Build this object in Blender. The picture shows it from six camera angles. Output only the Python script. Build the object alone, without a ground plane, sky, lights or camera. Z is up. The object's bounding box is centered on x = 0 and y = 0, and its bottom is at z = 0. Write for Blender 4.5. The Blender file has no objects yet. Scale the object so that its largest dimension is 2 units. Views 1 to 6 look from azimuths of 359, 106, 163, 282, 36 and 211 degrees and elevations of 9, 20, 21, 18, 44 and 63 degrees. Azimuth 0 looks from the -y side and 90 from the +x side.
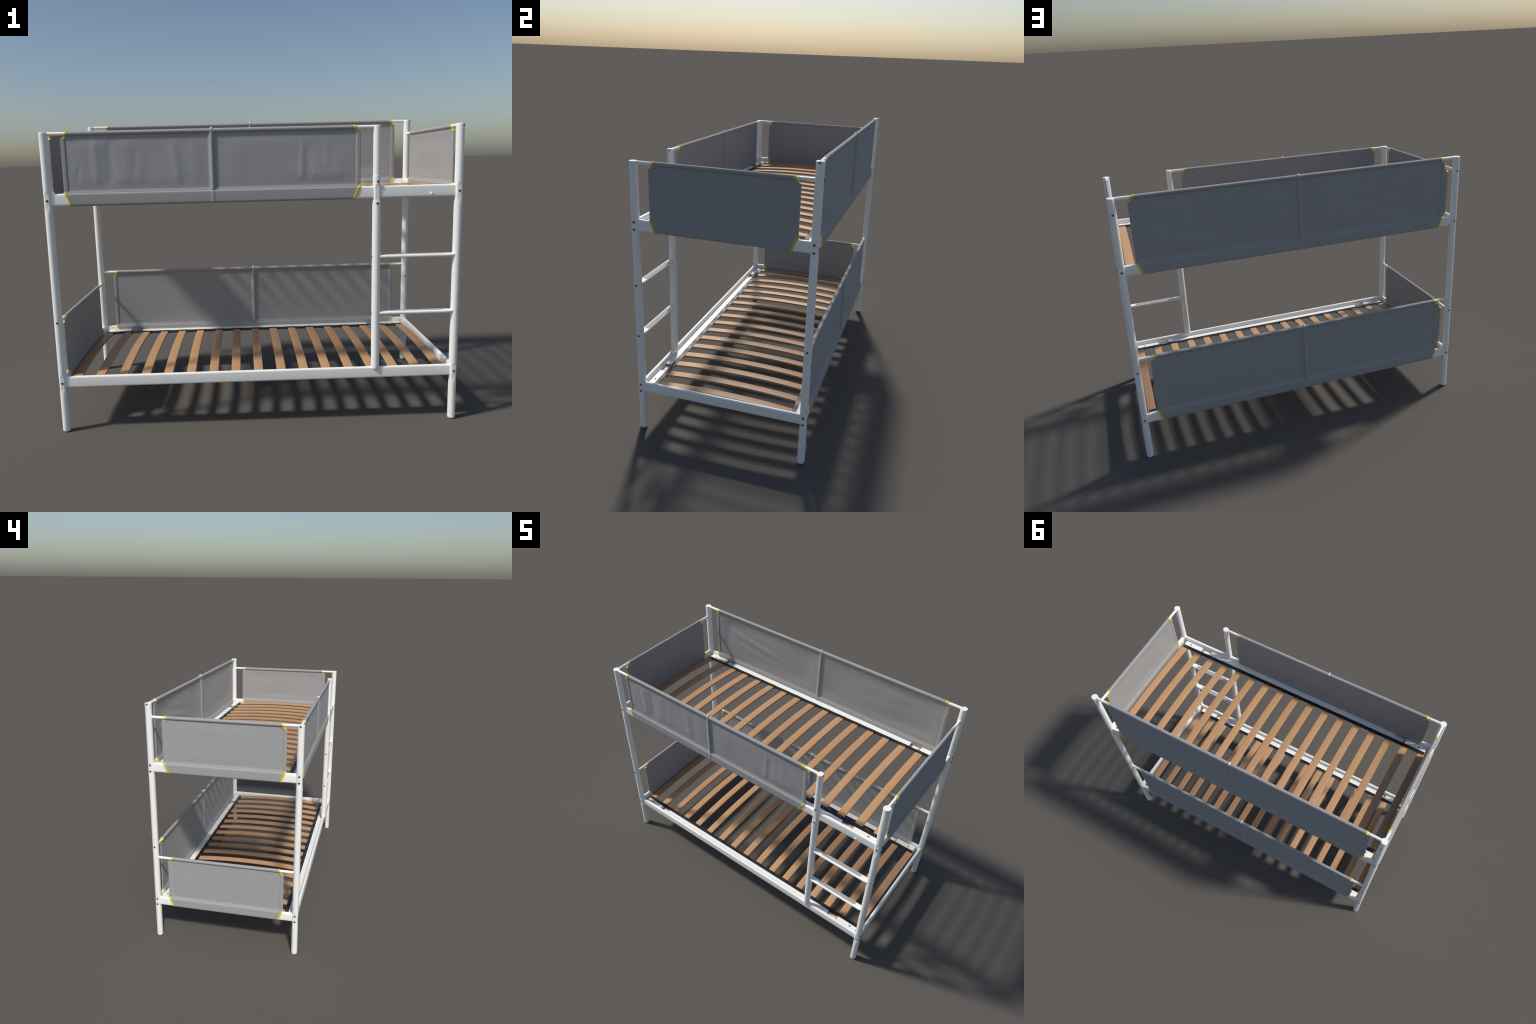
"""Metal bunk bed with canvas guard panels, a short ladder and sprung slats."""
import bpy, math, random
from mathutils import Vector, noise

random.seed(11)

# ------------------------------------------------------------------ sizes (m)
PX, PY = 0.978, 0.446            # corner post axes
R_POST = 0.0203
TOP_BACK, TOP_FRONT = 1.5485, 1.4735
LEVELS = (0.2283, 1.1313)        # underside of the two bed frames
RAIL_H, RAIL_W = 0.0585, 0.0200
BAR_R = 0.0085
LADDER_X = 0.583
SLAT_N, SLAT_PITCH = 17, 0.116
LEDGE_Z = 0.031                  # top of the mattress ledge above the rail underside

# ------------------------------------------------------------------ materials
def nodes_of(name):
    m = bpy.data.materials.new(name)
    m.use_nodes = True
    nt = m.node_tree
    return m, nt, nt.nodes["Principled BSDF"]

def link(nt, a, b):
    nt.links.new(a, b)

def mapping(nt, scale, kind="Object"):
    tc = nt.nodes.new("ShaderNodeTexCoord")
    mp = nt.nodes.new("ShaderNodeMapping")
    mp.inputs["Scale"].default_value = scale
    link(nt, tc.outputs[kind], mp.inputs["Vector"])
    return mp.outputs["Vector"]

def noise_tex(nt, vec, scale, detail=4.0, rough=0.55):
    n = nt.nodes.new("ShaderNodeTexNoise")
    n.inputs["Scale"].default_value = scale
    n.inputs["Detail"].default_value = detail
    n.inputs["Roughness"].default_value = rough
    link(nt, vec, n.inputs["Vector"])
    return n.outputs["Fac"]

def ramp(nt, fac, stops):
    r = nt.nodes.new("ShaderNodeValToRGB")
    els = r.color_ramp.elements
    while len(els) < len(stops):
        els.new(0.5)
    for e, (p, c) in zip(els, stops):
        e.position = p
        e.color = (c[0], c[1], c[2], 1)
    link(nt, fac, r.inputs["Fac"])
    return r.outputs["Color"]

def bump(nt, bsdf, height, strength, dist):
    b = nt.nodes.new("ShaderNodeBump")
    b.inputs["Strength"].default_value = strength
    b.inputs["Distance"].default_value = dist
    link(nt, height, b.inputs["Height"])
    link(nt, b.outputs["Normal"], bsdf.inputs["Normal"])

def mat_plain(name, col, rough, metal=0.0, var=0.04, scale=30.0, spec=0.5):
    m, nt, b = nodes_of(name)
    f = noise_tex(nt, mapping(nt, (1, 1, 1)), scale)
    lo = tuple(c * (1 - var) for c in col)
    hi = tuple(min(1, c * (1 + var)) for c in col)
    link(nt, ramp(nt, f, [(0.3, lo), (0.7, hi)]), b.inputs["Base Color"])
    b.inputs["Roughness"].default_value = rough
    b.inputs["Metallic"].default_value = metal
    b.inputs["Specular IOR Level"].default_value = spec
    return m

def mat_fabric(name, axis):
    """Woven melange canvas: short horizontal slubs plus a fine weave bump."""
    m, nt, b = nodes_of(name)
    s = [1, 1, 1]
    s[axis] = 0.22
    stretch = mapping(nt, tuple(s))
    slub = noise_tex(nt, stretch, 330.0, 3.0, 0.6)
    col = ramp(nt, slub, [(0.28, FABRIC_LO), (0.72, FABRIC_HI)])
    link(nt, col, b.inputs["Base Color"])
    b.inputs["Roughness"].default_value = 0.9
    b.inputs["Specular IOR Level"].default_value = 0.2
    b.inputs["Sheen Weight"].default_value = 0.06
    bump(nt, b, slub, 0.15, 0.0012)
    return m

def mat_wood(name):
    m, nt, b = nodes_of(name)
    grain = noise_tex(nt, mapping(nt, (1, 0.06, 1)), 160.0, 4.0, 0.6)
    broad = noise_tex(nt, mapping(nt, (1.0, 0.35, 1.0)), 14.0, 2.0, 0.5)
    col_a = ramp(nt, grain, [(0.25, WOOD_LO), (0.75, WOOD_HI)])
    col_b = ramp(nt, broad, [(0.35, WOOD_OCHRE), (0.65, WOOD_PINK)])
    mix = nt.nodes.new("ShaderNodeMix")
    mix.data_type = "RGBA"
    mix.inputs["Factor"].default_value = 0.4
    link(nt, col_a, mix.inputs["A"])
    link(nt, col_b, mix.inputs["B"])
    info = nt.nodes.new("ShaderNodeObjectInfo")
    hsv = nt.nodes.new("ShaderNodeHueSaturation")
    mr = nt.nodes.new("ShaderNodeMapRange")
    mr.inputs["To Min"].default_value = 0.95
    mr.inputs["To Max"].default_value = 1.05
    link(nt, info.outputs["Random"], mr.inputs["Value"])
    link(nt, mr.outputs["Result"], hsv.inputs["Value"])
    link(nt, mix.outputs["Result"], hsv.inputs["Color"])
    link(nt, hsv.outputs["Color"], b.inputs["Base Color"])
    b.inputs["Roughness"].default_value = 0.46
    b.inputs["Specular IOR Level"].default_value = 0.45
    return m

FABRIC_LO, FABRIC_HI = (0.318, 0.318, 0.316), (0.392, 0.392, 0.390)
WOOD_LO, WOOD_HI = (0.495, 0.278, 0.134), (0.585, 0.345, 0.174)
WOOD_OCHRE, WOOD_PINK = (0.525, 0.322, 0.130), (0.590, 0.312, 0.180)

WHITE = mat_plain("white_powder_coat", (0.955, 0.952, 0.905), 0.36, var=0.012, scale=9)
PAD = mat_plain("grey_grip_pad", (0.40, 0.40, 0.405), 0.8, scale=400, var=0.08)
STEEL = mat_plain("dark_bolt_steel", (0.19, 0.19, 0.18), 0.4, metal=0.5, var=0.15, scale=200)
SOCKET = mat_plain("bolt_socket_black", (0.055, 0.055, 0.052), 0.6, scale=200)
YELLOW = mat_plain("yellow_corner_trim", (0.70, 0.575, 0.018), 0.65, var=0.08, scale=300)
BLACK = mat_plain("black_strap_webbing", (0.012, 0.012, 0.013), 0.42, var=0.25, scale=220)
STAPLE = mat_plain("bright_staple_wire", (0.55, 0.56, 0.57), 0.35, metal=0.6, var=0.1, scale=200)
FABRIC_X = mat_fabric("grey_canvas_long", 0)
FABRIC_Y = mat_fabric("grey_canvas_short", 1)
SEAM = mat_plain("pale_seam_thread", (0.388, 0.388, 0.392), 0.85, var=0.06, scale=300)
WOOD = mat_wood("beech_veneer")

# ------------------------------------------------------------------ mesh tools
def smooth(me, angle=40):
    me.polygons.foreach_set("use_smooth", [True] * len(me.polygons))
    me.set_sharp_from_angle(angle=math.radians(angle))

def new_mesh(name, verts, faces, mats, angle=40, face_mats=None):
    me = bpy.data.meshes.new(name)
    me.from_pydata(verts, [], faces)
    for m in (mats if isinstance(mats, (list, tuple)) else [mats]):
        me.materials.append(m)
    if face_mats:
        me.polygons.foreach_set("material_index", face_mats)
    me.update()
    import bmesh
    bm = bmesh.new()
    bm.from_mesh(me)
    bmesh.ops.recalc_face_normals(bm, faces=bm.faces)
    bm.to_mesh(me)
    bm.free()
    smooth(me, angle)
    return me

def add(name, me, parent, loc=(0, 0, 0), rot=(0, 0, 0)):
    ob = bpy.data.objects.new(name, me)
    bpy.context.scene.collection.objects.link(ob)
    ob.location = loc
    ob.rotation_euler = rot
    ob.parent = parent
    return ob

def loft(rings):
    """Closed rings of equal length -> verts and faces with capped ends."""
    n = len(rings[0])
    v = [p for r in rings for p in r]
    f = []
    for i in range(len(rings) - 1):
        for j in range(n):
            k = (j + 1) % n
            f.append((i * n + j, i * n + k, (i + 1) * n + k, (i + 1) * n + j))
    f.append(tuple(range(n - 1, -1, -1)))
    f.append(tuple(range((len(rings) - 1) * n, len(rings) * n)))
    return v, f

def join_parts(parts):
    v, f = [], []
    for pv, pf in parts:
        o = len(v)
        v += pv
        f += [tuple(i + o for i in q) for q in pf]
    return v, f

def rounded_rect(w, h, r, seg=5):
    pts = []
    for cx, cy, a0 in ((1, 1, 0), (-1, 1, 90), (-1, -1, 180), (1, -1, 270)):
        for i in range(seg + 1):
            a = math.radians(a0 + 90 * i / seg)
            pts.append((cx * (w / 2 - r) + r * math.cos(a), cy * (h / 2 - r) + r * math.sin(a)))
    return pts

def box(x0, x1, y0, y1, z0, z1, bev=0.0006):
    """Box with chamfered edges along its long axis ends (simple loft in z)."""
    def ring(z, e):
        return [(x0 + e, y0 + e, z), (x1 - e, y0 + e, z), (x1 - e, y1 - e, z), (x0 + e, y1 - e, z)]
    return loft([ring(z0, bev), ring(z0 + bev, 0), ring(z1 - bev, 0), ring(z1, bev)])

def cyl(axis, c, r, a0, a1, seg=20, bev=0.0):
    prof = [(a0, r)] if not bev else [(a0, r - bev), (a0 + math.copysign(bev, a1 - a0), r)]
    prof += [(a1, r)] if not bev else [(a1 - math.copysign(bev, a1 - a0), r), (a1, r - bev)]
    rings = []
    for a, rr in prof:
        ring = []
        for i in range(seg):
            t = 2 * math.pi * i / seg
            p = [rr * math.cos(t), rr * math.sin(t)]
            q = [0, 0, 0]
            q[axis] = a
            o = [k for k in range(3) if k != axis]
            q[o[0]] = c[0] + p[0]
            q[o[1]] = c[1] + p[1]
            ring.append(tuple(q))
        rings.append(ring)
    return loft(rings)

def sstep(a, b, x):
    t = min(1, max(0, (x - a) / (b - a)))
    return t * t * (3 - 2 * t)

# ------------------------------------------------------------------ root
bed = bpy.data.objects.new("bunk_bed", None)
bpy.context.scene.collection.objects.link(bed)
bed["label"] = "white metal bunk bed with grey canvas guard panels and ladder"
bed["category"] = "bunk bed"

# ------------------------------------------------------------------ bolts
def bolt_mesh(r=0.0060, h=0.0026):
    """Domed socket-head bolt pointing along +z, with a hex recess."""
    seg = 18
    prof = [(0.0, r), (h * 0.45, r), (h * 0.85, r * 0.86), (h, r * 0.62)]
    rings = [[(q * math.cos(2 * math.pi * i / seg), q * math.sin(2 * math.pi * i / seg), z)
              for i in range(seg)] for z, q in prof]
    rings.append([(r * 0.5 * math.cos(2 * math.pi * i / seg), r * 0.5 * math.sin(2 * math.pi * i / seg), h * 0.35)
                  for i in range(seg)])
    v, f = loft(rings)
    fm = [0] * len(f)
    for k in range(3 * seg, 4 * seg):
        fm[k] = 1
    fm[-1] = 1
    return new_mesh("bolt", v, f, [STEEL, SOCKET], 35, fm)

BOLT = bolt_mesh()
SCREW = bolt_mesh(0.0058, 0.0014)
PIN = bolt_mesh(0.0034, 0.0012)

def put_bolt(parent, p, d, me=BOLT, name="bolt"):
    q = Vector(d).to_track_quat("Z", "Y").to_euler()
    return add(name, me, parent, p, q)

# ------------------------------------------------------------------ posts
def post_mesh(top, r_low, r_mid, r_top, bottom=0.0, joints=LEVELS, sleeve=None):
    zs = set([bottom, bottom + 0.002, bottom + 0.005, top - 0.0045, top - 0.0025, top])
    z = bottom + 0.01
    while z < top - 0.01:
        zs.add(round(z, 4))
        z += 0.03
    for j in joints:
        for d in (-0.045, -0.035, -0.025, -0.015, -0.008, -0.002, 0.01, 0.03, 0.05, 0.06, 0.066, 0.072):
            if bottom + 0.006 < j + d < top - 0.006:
                zs.add(round(j + d, 4))
    if sleeve:
        zs |= {sleeve - 0.002, sleeve, sleeve + 0.0012}
    seg = 40
    rings = []
    for z in sorted(zs):
        r = r_low if z < LEVELS[0] + 0.02 else (r_mid if z < LEVELS[1] + 0.01 else r_top)
        if sleeve and z > LEVELS[1] - 0.01:
            r = r_top + 0.0008 if z <= sleeve else r_top
        dent = 0.0
        for j in joints:
            dent = max(dent, sstep(j - 0.035, j - 0.006, z) * (1 - sstep(j + 0.055, j + 0.07, z)))
        flat = r - 0.0026 * dent                       # flats where the rails bolt on
        if z == bottom:
            rr = r - 0.004
        elif z == bottom + 0.002:
            rr = r - 0.0012
        elif z == top:                                 # plastic end cap
            rr = r - 0.0012
        elif z >= top - 0.0046:
            rr = r + 0.0008
        else:
            rr = r
        ring = []
        for i in range(seg):
            t = 2 * math.pi * i / seg
            x, y = rr * math.cos(t), rr * math.sin(t)
            ring.append((max(-flat, min(flat, x)) if dent > 0 else x,
                         max(-flat, min(flat, y)) if dent > 0 else y, z))
        rings.append(ring)
    v, f = loft(rings)
    return new_mesh("corner_post", v, f, WHITE, 32)

POST_BACK = post_mesh(TOP_BACK, 0.0192, 0.0196, 0.0198)
POST_FRONT = post_mesh(TOP_FRONT, 0.0193, 0.0198, 0.0200)

for sx in (-1, 1):
    for sy in (-1, 1):
        post = add("corner_post", POST_FRONT if sy < 0 else POST_BACK, bed, (sx * PX, sy * PY, 0))
        face = 0.0190
        for lv in LEVELS:
            put_bolt(post, (sx * face, 0, lv + 0.0455), (sx, 0, 0))
            put_bolt(post, (sx * face, 0, lv + 0.0075), (sx, 0, 0))
            put_bolt(post, (0, sy * 0.0174, lv + 0.027), (0, sy, 0))
        if sy > 0:                                     # back long bars and end bars
            put_bolt(post, (sx * 0.0196, 0, 1.543), (sx, 0, 0))
            put_bolt(post, (sx * 0.0193, 0, 0.640), (sx, 0, 0))
            put_bolt(post, (0, 0.0194, 1.466), (0, 1, 0))
            put_bolt(post, (0, 0.0192, 0.564), (0, 1, 0))
            if sx > 0:                                 # open end of the unused cross hole
                put_bolt(post, (0, -0.0189, 0.564), (0, -1, 0), SCREW)
        elif sx < 0:                                   # front left
            put_bolt(post, (-0.0198, 0, 1.467), (-1, 0, 0))
            put_bolt(post, (0, -0.0194, 0.565), (0, -1, 0))
        else:                                          # front right carries the ladder rungs
            put_bolt(post, (0.0098, -0.0166, 1.465), (0.45, -1, 0))
            put_bolt(post, (0.0195, 0, 0.846), (1, 0, 0))
            put_bolt(post, (0.0195, 0, 0.564), (1, 0, 0))

# ------------------------------------------------------------------ bed frames
def rail_mesh(name, axis, half, bow=0.0):
    sec = rounded_rect(RAIL_W, RAIL_H, 0.0092, 7)
    rings = []
    for t in (-half, -half + 0.02, 0, half - 0.02, half):
        ring = []
        for n, z in sec:
            p = (t, n, z + RAIL_H / 2) if axis == 0 else (n, t, z + RAIL_H / 2)
            ring.append(p)
        rings.append(ring)
    v, f = loft(rings)
    return new_mesh(name, v, f, WHITE, 50)

SIDE_RAIL = rail_mesh("side_rail", 0, PX - 0.012)
END_RAIL = rail_mesh("end_rail", 1, PY - 0.012)

def ledge_mesh(sy):
    """Folded steel ledge on the inner face of a side rail; the upper flange is
    interrupted near both ends. Local origin on the rail underside, rail axis."""
    inward = -sy
    y_r, y_up, y_lo = 0.0090 * inward, 0.0490 * inward, 0.0500 * inward
    def bx(x0, x1, ya, yb, z0, z1):
        return box(x0, x1, min(ya, yb), max(ya, yb), z0, z1, 0.0004)
    parts = []
    for x0, x1 in ((-0.943, -0.801), (-0.727, 0.727), (0.801, 0.943)):
        parts.append(bx(x0, x1, y_r, y_up, LEDGE_Z - 0.0024, LEDGE_Z))
        parts.append(bx(x0, x1, y_r, y_r + 0.003 * inward, LEDGE_Z - 0.018, LEDGE_Z - 0.0024))
    parts.append(bx(-0.943, 0.943, y_r, y_lo, 0.0120, 0.0145))
    v, f = join_parts(parts)
    return new_mesh("mattress_ledge", v, f, WHITE, 30)

LEDGE = {-1: ledge_mesh(-1), 1: ledge_mesh(1)}

for lv in LEVELS:
    for sy in (-1, 1):
        rail = add("side_rail", SIDE_RAIL, bed, (0, sy * 0.4455, lv))
        add("mattress_ledge", LEDGE[sy], rail)
        for sx in (-1, 1):
            put_bolt(rail, (sx * 0.897, -sy * 0.0335, LEDGE_Z), (0, 0, 1), SCREW, "ledge_screw")
        if sy < 0 and lv > 1:                          # round cover cap beside the ladder
            v, f = cyl(1, (0.845, 0.0155), 0.0075, -0.0085, -0.0130, 24, 0.0012)
            v2, f2 = cyl(1, (0.845, 0.0155), 0.0035, -0.0125, -0.0143, 16, 0.0008)
            add("cover_cap", new_mesh("cover_cap", *join_parts([(v, f), (v2, f2)]), WHITE, 30), rail)
    for sx in (-1, 1):
        add("end_rail", END_RAIL, bed, (sx * 0.9785, 0, lv))

# ------------------------------------------------------------------ guard bars
def bar_mesh(axis, half, r):
    v, f = cyl(axis, (0, 0), r, -half, half, 28)
    return new_mesh("guard_bar", v, f, WHITE, 40)

def bolt_pair_on_bar(bar, axis, u):
    p = [0, 0, BAR_R - 0.0006]
    for s in u:
        p[axis] = s
        put_bolt(bar, tuple(p), (0, 0, 1), PIN, "bar_pin")

# (axis, centre, half length of bar, half width of panel, rail underside, tag)
FRONT_C = (-PX + LADDER_X) / 2
PANELS = [
    (0, (0, PY, 1.5432), PX, 0.900, LEVELS[1]),
    (0, (0, PY, 0.6402), PX, 0.900, LEVELS[0]),
    (0, (FRONT_C, -PY, 1.4662), (PX + LADDER_X) / 2, 0.702, LEVELS[1]),
    (1, (-PX, 0, 1.4662), PY, 0.368, LEVELS[1]),
    (1, (-PX, 0, 0.5637), PY, 0.368, LEVELS[0]),
    (1, (PX, 0, 1.4662), PY, 0.368, LEVELS[1]),
]

# ------------------------------------------------------------------ canvas panels
HEM_R = 0.0104                                        # canvas round the bar

def panel_profile(h_bar, n_sheet=34):
    """(z, half thickness) from the top of the bar sleeve down to the rail underside,
    z measured from the rail underside; h_bar = height of the bar axis above it."""
    prof = []
    for i in range(0, 11):                             # bar sleeve, top to lower flank
        a = math.radians(90 - i * 15.6)
        t = HEM_R * math.cos(a)
        prof.append((h_bar + HEM_R * math.sin(a), max(t, 0.0)))
    for d in (0.0128, 0.0152, 0.0176, 0.0200, 0.0218, 0.0232, 0.0240):
        prof.append((h_bar - d, 0.0016))
    z_hi, z_lo = h_bar - 0.0270, RAIL_H + 0.0175
    for i in range(n_sheet + 1):
        z = z_hi + (z_lo - z_hi) * i / n_sheet
        prof.append((z, 0.0016))
    prof.append((RAIL_H + 0.0162, 0.0016))
    prof.append((RAIL_H + 0.0125, 0.0017))
    w, h, c = RAIL_W / 2 + 0.0022, RAIL_H + 0.0020, 0.0105      # tented onto the rail sleeve
    prof.append((h + 0.0055, 0.0036))
    prof.append((h + 0.0010, 0.0066))
    for i in range(0, 8):
        a = math.radians(63 - i * 9)
        prof.append((h - c + c * math.sin(a), w - c + c * math.cos(a)))
    for k in (0.75, 0.5, 0.25):
        prof.append((c + (h - 2 * c) * k, w))
    for i in range(0, 8):
        a = math.radians(-i * 90 / 7)
        prof.append((-0.0024 + c + c * math.sin(a), max(w - c + c * math.cos(a), 0.0)))
    return prof

def panel_edge(z, h_bar, half):
    """Half width of the panel at height z: mitred top and bottom corners."""
    zt0 = h_bar - 0.024
    if z > zt0:
        k = (z - zt0) / (0.024 + HEM_R)
        k = min(1.0, k)
        return half - 0.025 * (0.65 * math.sqrt(max(0.0, 1 - (1 - k) ** 2)) + 0.35 * k)
    zb = RAIL_H + 0.006
    if z < zb:
        k = (zb - z) / zb
        k = min(1.0, max(0.0, k))
        return half + 0.002 - 0.026 * (1 - (1 - k) ** 1.5)
    return half

# hand-placed creases: (u, lean per metre of height, width, depth, lowest k, highest k)
FOLDS = {
    "front": [(-0.622, 0.20, 0.011, -0.0024, -0.1, 0.50), (-0.545, -0.04, 0.020, 0.0026, 0.0, 1.1),
              (-0.478, -0.02, 0.022, -0.0028, 0.0, 1.0), (-0.400, 0.06, 0.030, 0.0016, 0.0, 1.0),
              (-0.335, 0.10, 0.018, 0.0010, 0.0, 0.8),
              (-0.172, -0.12, 0.018, 0.0022, -0.1, 0.90), (-0.120, -0.06, 0.032, -0.0016, 0.0, 1.0),
              (0.180, 0.05, 0.036, -0.0008, 0.1, 0.9), (0.425, 0.03, 0.013, 0.0020, 0.0, 0.85),
              (0.455, 0.02, 0.020, -0.0014, -0.1, 0.80), (0.540, 0.04, 0.014, 0.0010, 0.3, 0.9)],
    "back": [(-0.79, 0.10, 0.030, 0.0020, 0.1, 0.9), (-0.16, -0.30, 0.045, 0.0020, 0.2, 0.9)],
}
# long sagging creases: (height k at the middle, drop in k per metre, width in k, depth, from u, to u)
SAGS = {
    "back": [(0.66, -0.55, 0.060, 0.0020, -0.78, -0.34), (0.54, -0.55, 0.065, -0.0017, -0.74, -0.30),
             (0.42, -0.60, 0.065, 0.0019, -0.74, -0.36), (0.30, -0.50, 0.065, -0.0013, -0.66, -0.30),
             (0.52, 0.25, 0.110, 0.0016, 0.25, 0.75)],
}
# outward belly, irregular part, crease set of each panel in the order of PANELS
SLACK = [(0.0052, 0.0026, "back"), (0.0012, 0.0018, None), (0.0022, 0.0020, "front"),
         (0.0010, 0.0012, None), (0.0010, 0.0012, None), (0.0052, 0.0030, None)]

def wrinkle(u, z, h_bar, half, mid, slack, seed):
    """Slack of the canvas at (u, z), outward positive: a soft belly, uneven bulges and
    creases, all fading out at the bar, the rail, the hems and the middle stay."""
    z0, z1 = RAIL_H + 0.017, h_bar - 0.016
    k = min(1.0, max(0.0, (z - z0) / (z1 - z0)))
    fade = sstep(0.0, 0.22, k) * (1 - sstep(0.80, 1.0, k))
    edge = sstep(0.015, 0.11, half - abs(u))
    if mid:
        edge *= sstep(0.014, 0.11, abs(u))
    belly, rough, creases = slack
    n1 = noise.noise(Vector((u * 6.0 + seed, z * 4.0, seed)))
    n2 = noise.noise(Vector((u * 2.6 - z * 2.0 + seed * 2, z * 5.0 + u, seed * 3)))
    w = belly * (0.7 + 0.6 * n2) + rough * (0.6 * n1 + 0.6 * n2)
    for fu, lean, wid, dep, ka, kb in FOLDS.get(creases, ()):
        d = (u - fu - lean * (k - 0.5) * (z1 - z0)) / wid
        w += dep * math.exp(-d * d) * sstep(ka - 0.15, ka + 0.2, k) * (1 - sstep(kb - 0.25, kb + 0.1, k))
    for k0, drop, wk, dep, ua, ub in SAGS.get(creases, ()):
        d = (k - k0 - drop * (u - (ua + ub) / 2)) / wk
        w += dep * math.exp(-d * d) * sstep(ua - 0.04, ua + 0.12, u) * (1 - sstep(ub - 0.12, ub + 0.04, u))
    return w * fade * edge

def panel_mesh(axis, h_bar, half, mid, slack, outward, seed):
    prof = panel_profile(h_bar)
    n_u = 220 if axis == 0 else 96
    # column parameters, denser at hems and at the middle stay
    cols = set(round(-1 + 2 * i / n_u, 5) for i in range(n_u + 1))
    for d in (0.004, 0.008, 0.012, 0.016, 0.019, 0.021, 0.0225, 0.0240, 0.0252, 0.030):
        cols |= {round(1 - d / half, 5), round(-1 + d / half, 5)}
    if mid:
        for d in (0, 0.003, 0.006, 0.0085, 0.0100, 0.0112, 0.013, 0.016, 0.0195, 0.0207):
            cols |= {round(d / half, 5), round(-d / half, 5)}
    cols = sorted(cols)
    verts, faces = [], []
    rows = len(prof)
    def thick(u, z, t, edge):
        d = edge - abs(u)
        out = t
        if RAIL_H + 0.008 < z < h_bar - HEM_R - 0.0005:
            hem = 0.0030 * (1 - sstep(0.018, 0.0225, d))           # folded side hem
            if d < 0.004:
                hem *= 0.55 + 0.45 * d / 0.004
            out = max(out, 0.0016 + hem)
        if mid and abs(u) < 0.0195:                                 # steel stay in its sleeve
            r = 0.0112
            rod = math.sqrt(max(0.0, r * r - u * u))
            skirt = 0.0016 + 0.0034 * (1 - sstep(0.009, 0.0195, abs(u)))
            if RAIL_H + 0.001 < z < h_bar + 0.004:
                out = max(out, rod, skirt)
            elif z <= RAIL_H + 0.001:
                out = t + 0.0016 * (1 - sstep(0.003, 0.012, abs(u))) * min(1.0, t / 0.006)
        return out
    for s in cols:
        front, back = [], []
        for z, t in prof:
            e = panel_edge(z, h_bar, half)
            u = s * e
            tt = thick(u, z, t, e)
            w = outward * wrinkle(u, z, h_bar, half, mid, slack, seed)
            p = (u, w + tt, z), (u, w - tt, z)
            front.append(p[0])
            back.append(p[1])
        verts += front + back[::-1]
    ring = 2 * rows
    rings = [verts[i * ring:(i + 1) * ring] for i in range(len(cols))]
    v = [p for r in rings for p in r]
    f, fm = [], []
    z_hi = h_bar - HEM_R - 0.010
    for i in range(len(cols) - 1):
        um = abs(cols[i] + cols[i + 1]) / 2 * half
        line = 0.0239 < half - um < 0.0253 or (mid and 0.0194 < um < 0.0208)
        inside = half - um > 0.0239
        for j in range(ring):
            k = (j + 1) % ring
            f.append((i * ring + j, i * ring + k, (i + 1) * ring + k, (i + 1) * ring + j))
            zm = (rings[i][j][2] + rings[i][k][2]) / 2
            low = RAIL_H + 0.0161 < zm < RAIL_H + 0.0176
            fm.append(1 if (line and RAIL_H + 0.0161 < zm < z_hi) or (low and inside) else 0)
    for base in (0, (len(cols) - 1) * ring):                        # closed ends, strip by strip
        for j in range(rows - 1):
            f.append((base + j, base + j + 1, base + ring - 2 - j, base + ring - 1 - j))
            fm.append(0)
    if axis == 1:
        v = [(n, u, z) for u, n, z in v]
    return new_mesh("fabric_panel", v, f, [FABRIC_X if axis == 0 else FABRIC_Y, SEAM], 60, fm)

def trim_mesh(axis, h_bar, half, side, top):
    """Yellow binding along one mitred corner: a thin shell that wraps bar or rail."""
    prof = [p for p in panel_profile(h_bar) if (p[0] > h_bar - 0.026 if top else p[0] < RAIL_H + 0.010)]
    if top:
        prof = [(z, t) for z, t in prof]
    width, lip = 0.0100, 0.0017
    if top:
        prof = [(prof[0][0] + lip, 0.0)] + prof
    else:
        prof = prof + [(prof[-1][0] - lip, 0.0)]
    rings = []
    for off, grow in ((-width, 0.0), (-width + 0.0012, lip), (-0.0012, lip), (0.0014, lip * 0.6), (0.0018, 0.0)):
        front, back = [], []
        for z, t in prof:
            e = panel_edge(max(min(z, h_bar + HEM_R), -0.0024), h_bar, half) + off
            base = max(t, 0.0034 if RAIL_H + 0.003 < z < h_bar - HEM_R else t)
            tt = base + grow
            front.append((side * e, tt, z))
            back.append((side * e, -tt, z))
        rings.append(front + back[::-1])
    v, f = loft(rings)
    f = f[:-2]
    ring, rows = len(rings[0]), len(rings[0]) // 2
    for base in (0, (len(rings) - 1) * ring):
        for j in range(rows - 1):
            f.append((base + j, base + j + 1, base + ring - 2 - j, base + ring - 1 - j))
    if axis == 1:
        v = [(n, u, z) for u, n, z in v]
    return new_mesh("corner_trim", v, f, YELLOW, 50)

def eyelet_mesh():
    """White half ring where the stay pokes through the bar sleeve."""
    rings = []
    R, r, seg = 0.0086, 0.0032, 10
    for i in range(15):
        a = math.pi * (i / 14)
        ring = []
        for j in range(seg):
            b = 2 * math.pi * j / seg
            q = R + r * math.cos(b)
            ring.append((q * math.cos(a), r * math.sin(b) * 1.2, 0.0062 + q * math.sin(a) * 0.85))
        rings.append(ring)
    # lie the ring along the bar so it reads as a small saddle
    rings = [[(y, x, z) for x, y, z in r_] for r_ in rings]
    v, f = loft(rings)
    return new_mesh("stay_eyelet", v, f, WHITE, 50)

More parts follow.
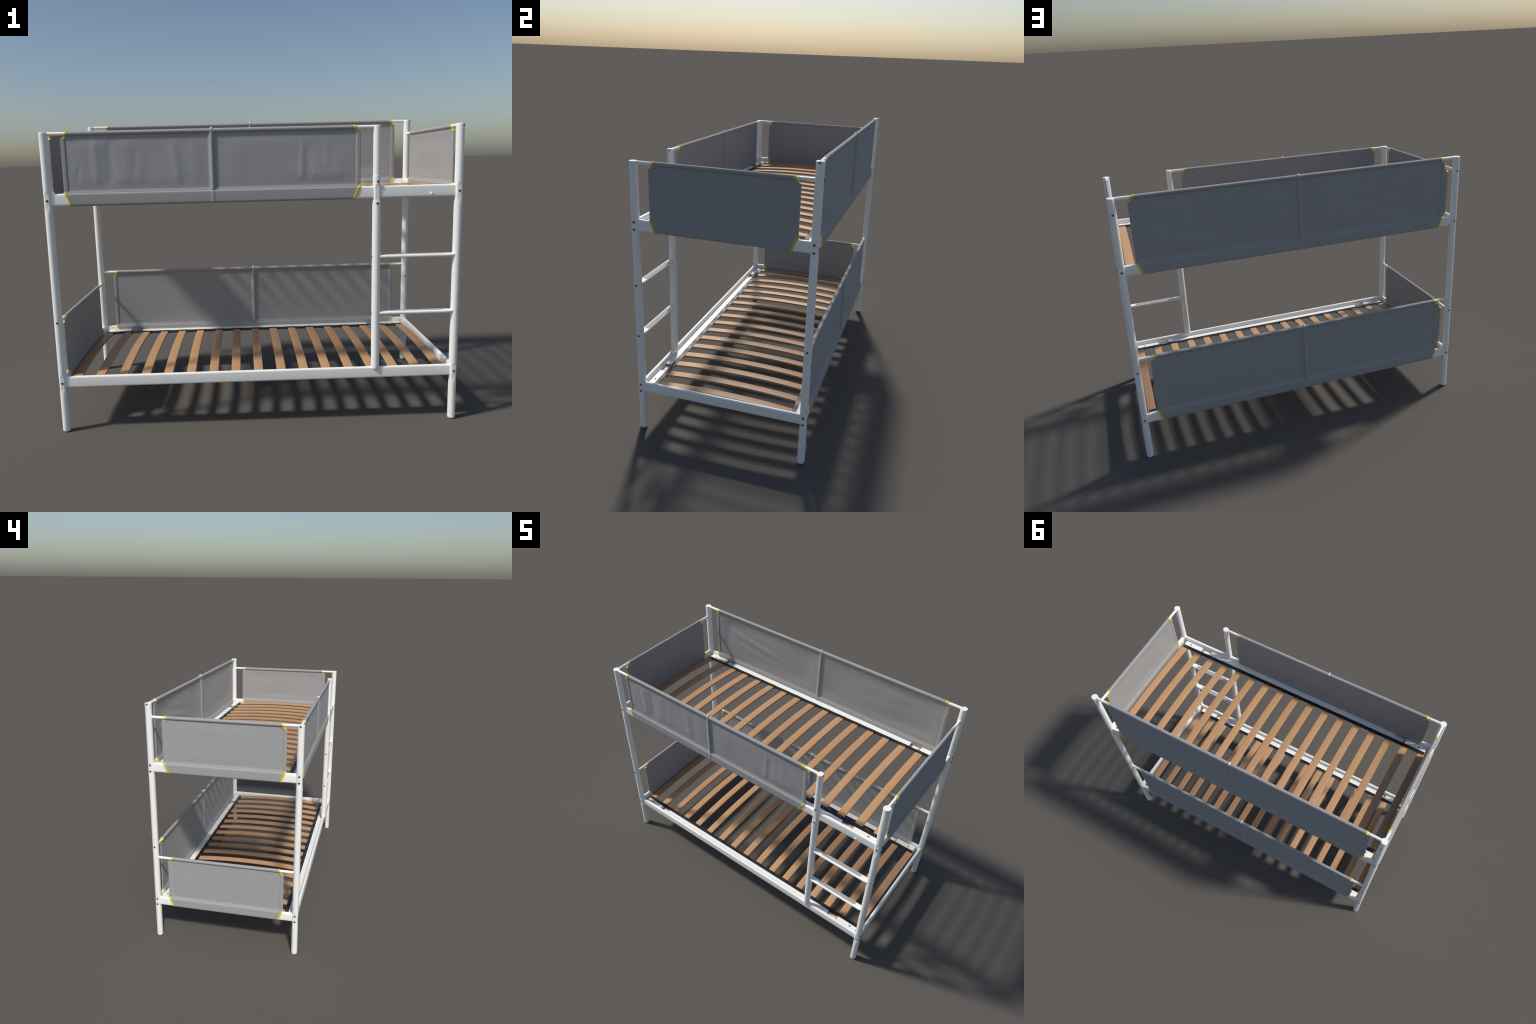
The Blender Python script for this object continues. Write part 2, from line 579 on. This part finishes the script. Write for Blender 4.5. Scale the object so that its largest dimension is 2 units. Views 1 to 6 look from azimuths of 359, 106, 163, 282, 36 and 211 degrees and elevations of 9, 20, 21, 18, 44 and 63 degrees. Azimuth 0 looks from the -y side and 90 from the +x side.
EYELET = eyelet_mesh()
cache = {}
for idx, (axis, c, half_bar, half, under) in enumerate(PANELS):
    h_bar = c[2] - under
    long_side = axis == 0
    bar = add("guard_bar", bar_mesh(axis, half_bar - 0.012, BAR_R), bed, c)
    bolt_pair_on_bar(bar, axis, (-half + 0.0110, half - 0.0110))
    outward = 1 if (c[1] if long_side else c[0]) > 0 else -1
    panel = add("fabric_panel", panel_mesh(axis, h_bar, half, long_side, SLACK[idx], outward, 3.1 + idx * 1.7), bed,
                (c[0], c[1] if long_side else 0, under))
    for side in (-1, 1):
        for top in (True, False):
            key = (axis, round(h_bar, 3), half, side, top)
            if key not in cache:
                cache[key] = trim_mesh(axis, h_bar, half, side, top)
            add("corner_trim", cache[key], panel)
    if long_side:
        add("stay_eyelet", EYELET, panel, (0, 0, h_bar))

# ------------------------------------------------------------------ ladder
LADDER_POST = post_mesh(TOP_FRONT, 0.0204, 0.0204, 0.0180, bottom=0.276, joints=(LEVELS[1],), sleeve=1.238)
LADDER_POST.name = "ladder_post"
lp = add("ladder_post", LADDER_POST, bed, (LADDER_X, -PY, 0))
put_bolt(lp, (0.002, -0.0188, 1.211), (0, -1, 0))
put_bolt(lp, (0, -0.0194, 1.107), (0, -1, 0))
put_bolt(lp, (0.0172, 0, 1.466), (1, 0, 0))
for z in (0.846, 0.563):
    put_bolt(lp, (-0.0196, 0, z), (-1, 0, 0))

def rung_mesh(length):
    """Flattened tube: flat tread on top, rounded below, pinched at both ends."""
    rings = []
    n = 28
    for t in (0, 0.02, 0.05, 0.10, 0.5, 0.90, 0.95, 0.98, 1):
        w = 0.0188 - 0.0022 * (1 - sstep(0, 0.06, t)) - 0.0022 * sstep(0.94, 1, t)
        ring = []
        for i in range(n):
            a = 2 * math.pi * i / n
            cs, sn = math.cos(a), math.sin(a)
            y = w * math.copysign(abs(cs) ** 0.75, cs)
            z = (0.0092 if sn < 0 else 0.0088) * math.copysign(abs(sn) ** (0.9 if sn < 0 else 0.55), sn)
            ring.append((t * length, y, z))
        rings.append(ring)
    v, f = loft(rings)
    return new_mesh("ladder_rung", v, f, WHITE, 45)

def pad_mesh(length, w):
    out = []
    for i in range(25):
        a = -math.pi / 2 + math.pi * (i / 24)
        out.append((length / 2 - w / 2 + w / 2 * math.cos(a), w / 2 * math.sin(a)))
    for i in range(25):
        a = math.pi / 2 + math.pi * (i / 24)
        out.append((-length / 2 + w / 2 + w / 2 * math.cos(a), w / 2 * math.sin(a)))
    rings = [[(x, y, z) for x, y in out] for z in (-0.001, 0.0006)]
    v, f = loft(rings)
    return new_mesh("grip_pad", v, f, PAD, 30)

x0, x1 = LADDER_X + 0.014, PX - 0.014
RUNG, GRIP = rung_mesh(x1 - x0), pad_mesh(0.268, 0.022)
for z in (0.8467, 0.5637):
    rung = add("ladder_rung", RUNG, bed, (x0, -PY, z))
    add("grip_pad", GRIP, rung, (0.783 - x0, 0.003, 0.0088))

# ------------------------------------------------------------------ sprung slats
SLAT_W, SLAT_T, SLAT_HALF = 0.0470, 0.0116, 0.421
SLAT_END, SLAT_RISE = 0.0262, 0.0206                  # top surface above rail underside

def slat_top(y):
    q = abs(y) / 0.40
    return SLAT_END + SLAT_RISE * max(0.0, 1 - q ** 2.1) if q < 1 else SLAT_END

def slat_mesh():
    sec = rounded_rect(SLAT_W, SLAT_T, 0.0022, 4)
    rings = []
    n = 60
    for i in range(n + 1):
        y = -SLAT_HALF + 2 * SLAT_HALF * i / n
        rings.append([(x, y, slat_top(y) - SLAT_T / 2 + z) for x, z in sec])
    v, f = loft(rings)
    return new_mesh("bed_slat", v, f, WOOD, 40)

SLAT = slat_mesh()
for lv in LEVELS:
    for i in range(SLAT_N):
        x = (i - (SLAT_N - 1) / 2) * SLAT_PITCH + random.uniform(-0.0012, 0.0012)
        s = add("bed_slat", SLAT, bed, (x, random.uniform(-0.001, 0.001), lv), (0, 0, random.uniform(-0.0012, 0.0012)))

# ------------------------------------------------------------------ webbing straps that hold the slats
def strap_mesh():
    """Webbing lies over each slat and droops between them."""
    w, t = 0.0250, 0.0024
    rings = []
    n = 17 * 10
    half = 0.944
    for i in range(n + 1):
        x = -half + 2 * half * i / n
        ph = (x / SLAT_PITCH + 0.5) % 1.0 - 0.5
        d = abs(ph) * SLAT_PITCH
        sag = sstep(0.020, 0.045, d)
        z = 0.0018 - 0.0022 * sag
        ww = w / 2 * (1 - 0.04 * sag)
        rings.append([(x, -ww, z - t / 2), (x, ww, z - t / 2), (x, ww, z + t / 2), (x, -ww, z + t / 2)])
    v, f = loft(rings)
    return new_mesh("slat_strap", v, f, BLACK, 40)

def staple_mesh():
    parts = []
    for i in range(SLAT_N):
        x = (i - (SLAT_N - 1) / 2) * SLAT_PITCH
        for dx in (-0.0085, 0.0085):
            parts.append(box(x + dx - 0.0011, x + dx + 0.0011, -0.004, -0.0012, 0.0020, 0.0038, 0.0004))
            parts.append(box(x + dx - 0.0011, x + dx + 0.0011, 0.0018, 0.004, 0.0020, 0.0038, 0.0004))
    return new_mesh("strap_staple", *join_parts(parts), STAPLE, 30)

def pocket_mesh():
    """Black rubber pockets under the strap that grip the slat ends."""
    parts = []
    for i in range(SLAT_N):
        x = (i - (SLAT_N - 1) / 2) * SLAT_PITCH
        parts.append(box(x - 0.026, x + 0.026, -0.011, 0.011, -0.0125, -0.0094, 0.0006))
        for s in (-1, 1):
            a, b = sorted((x + s * 0.0235, x + s * 0.026))
            parts.append(box(a, b, -0.011, 0.011, -0.0095, 0.0012, 0.0004))
    return new_mesh("slat_pocket", *join_parts(parts), BLACK, 30)

STRAP, STAPLES, POCKETS = strap_mesh(), staple_mesh(), pocket_mesh()
for lv in LEVELS:
    for sy in (-1, 1):
        y = sy * 0.3845
        strap = add("slat_strap", STRAP, bed, (0, y, lv + slat_top(y)))
        st = add("strap_staple", STAPLES, strap)
        st["kind"] = "stuff"
        pk = add("slat_pocket", POCKETS, strap)
        pk["kind"] = "stuff"
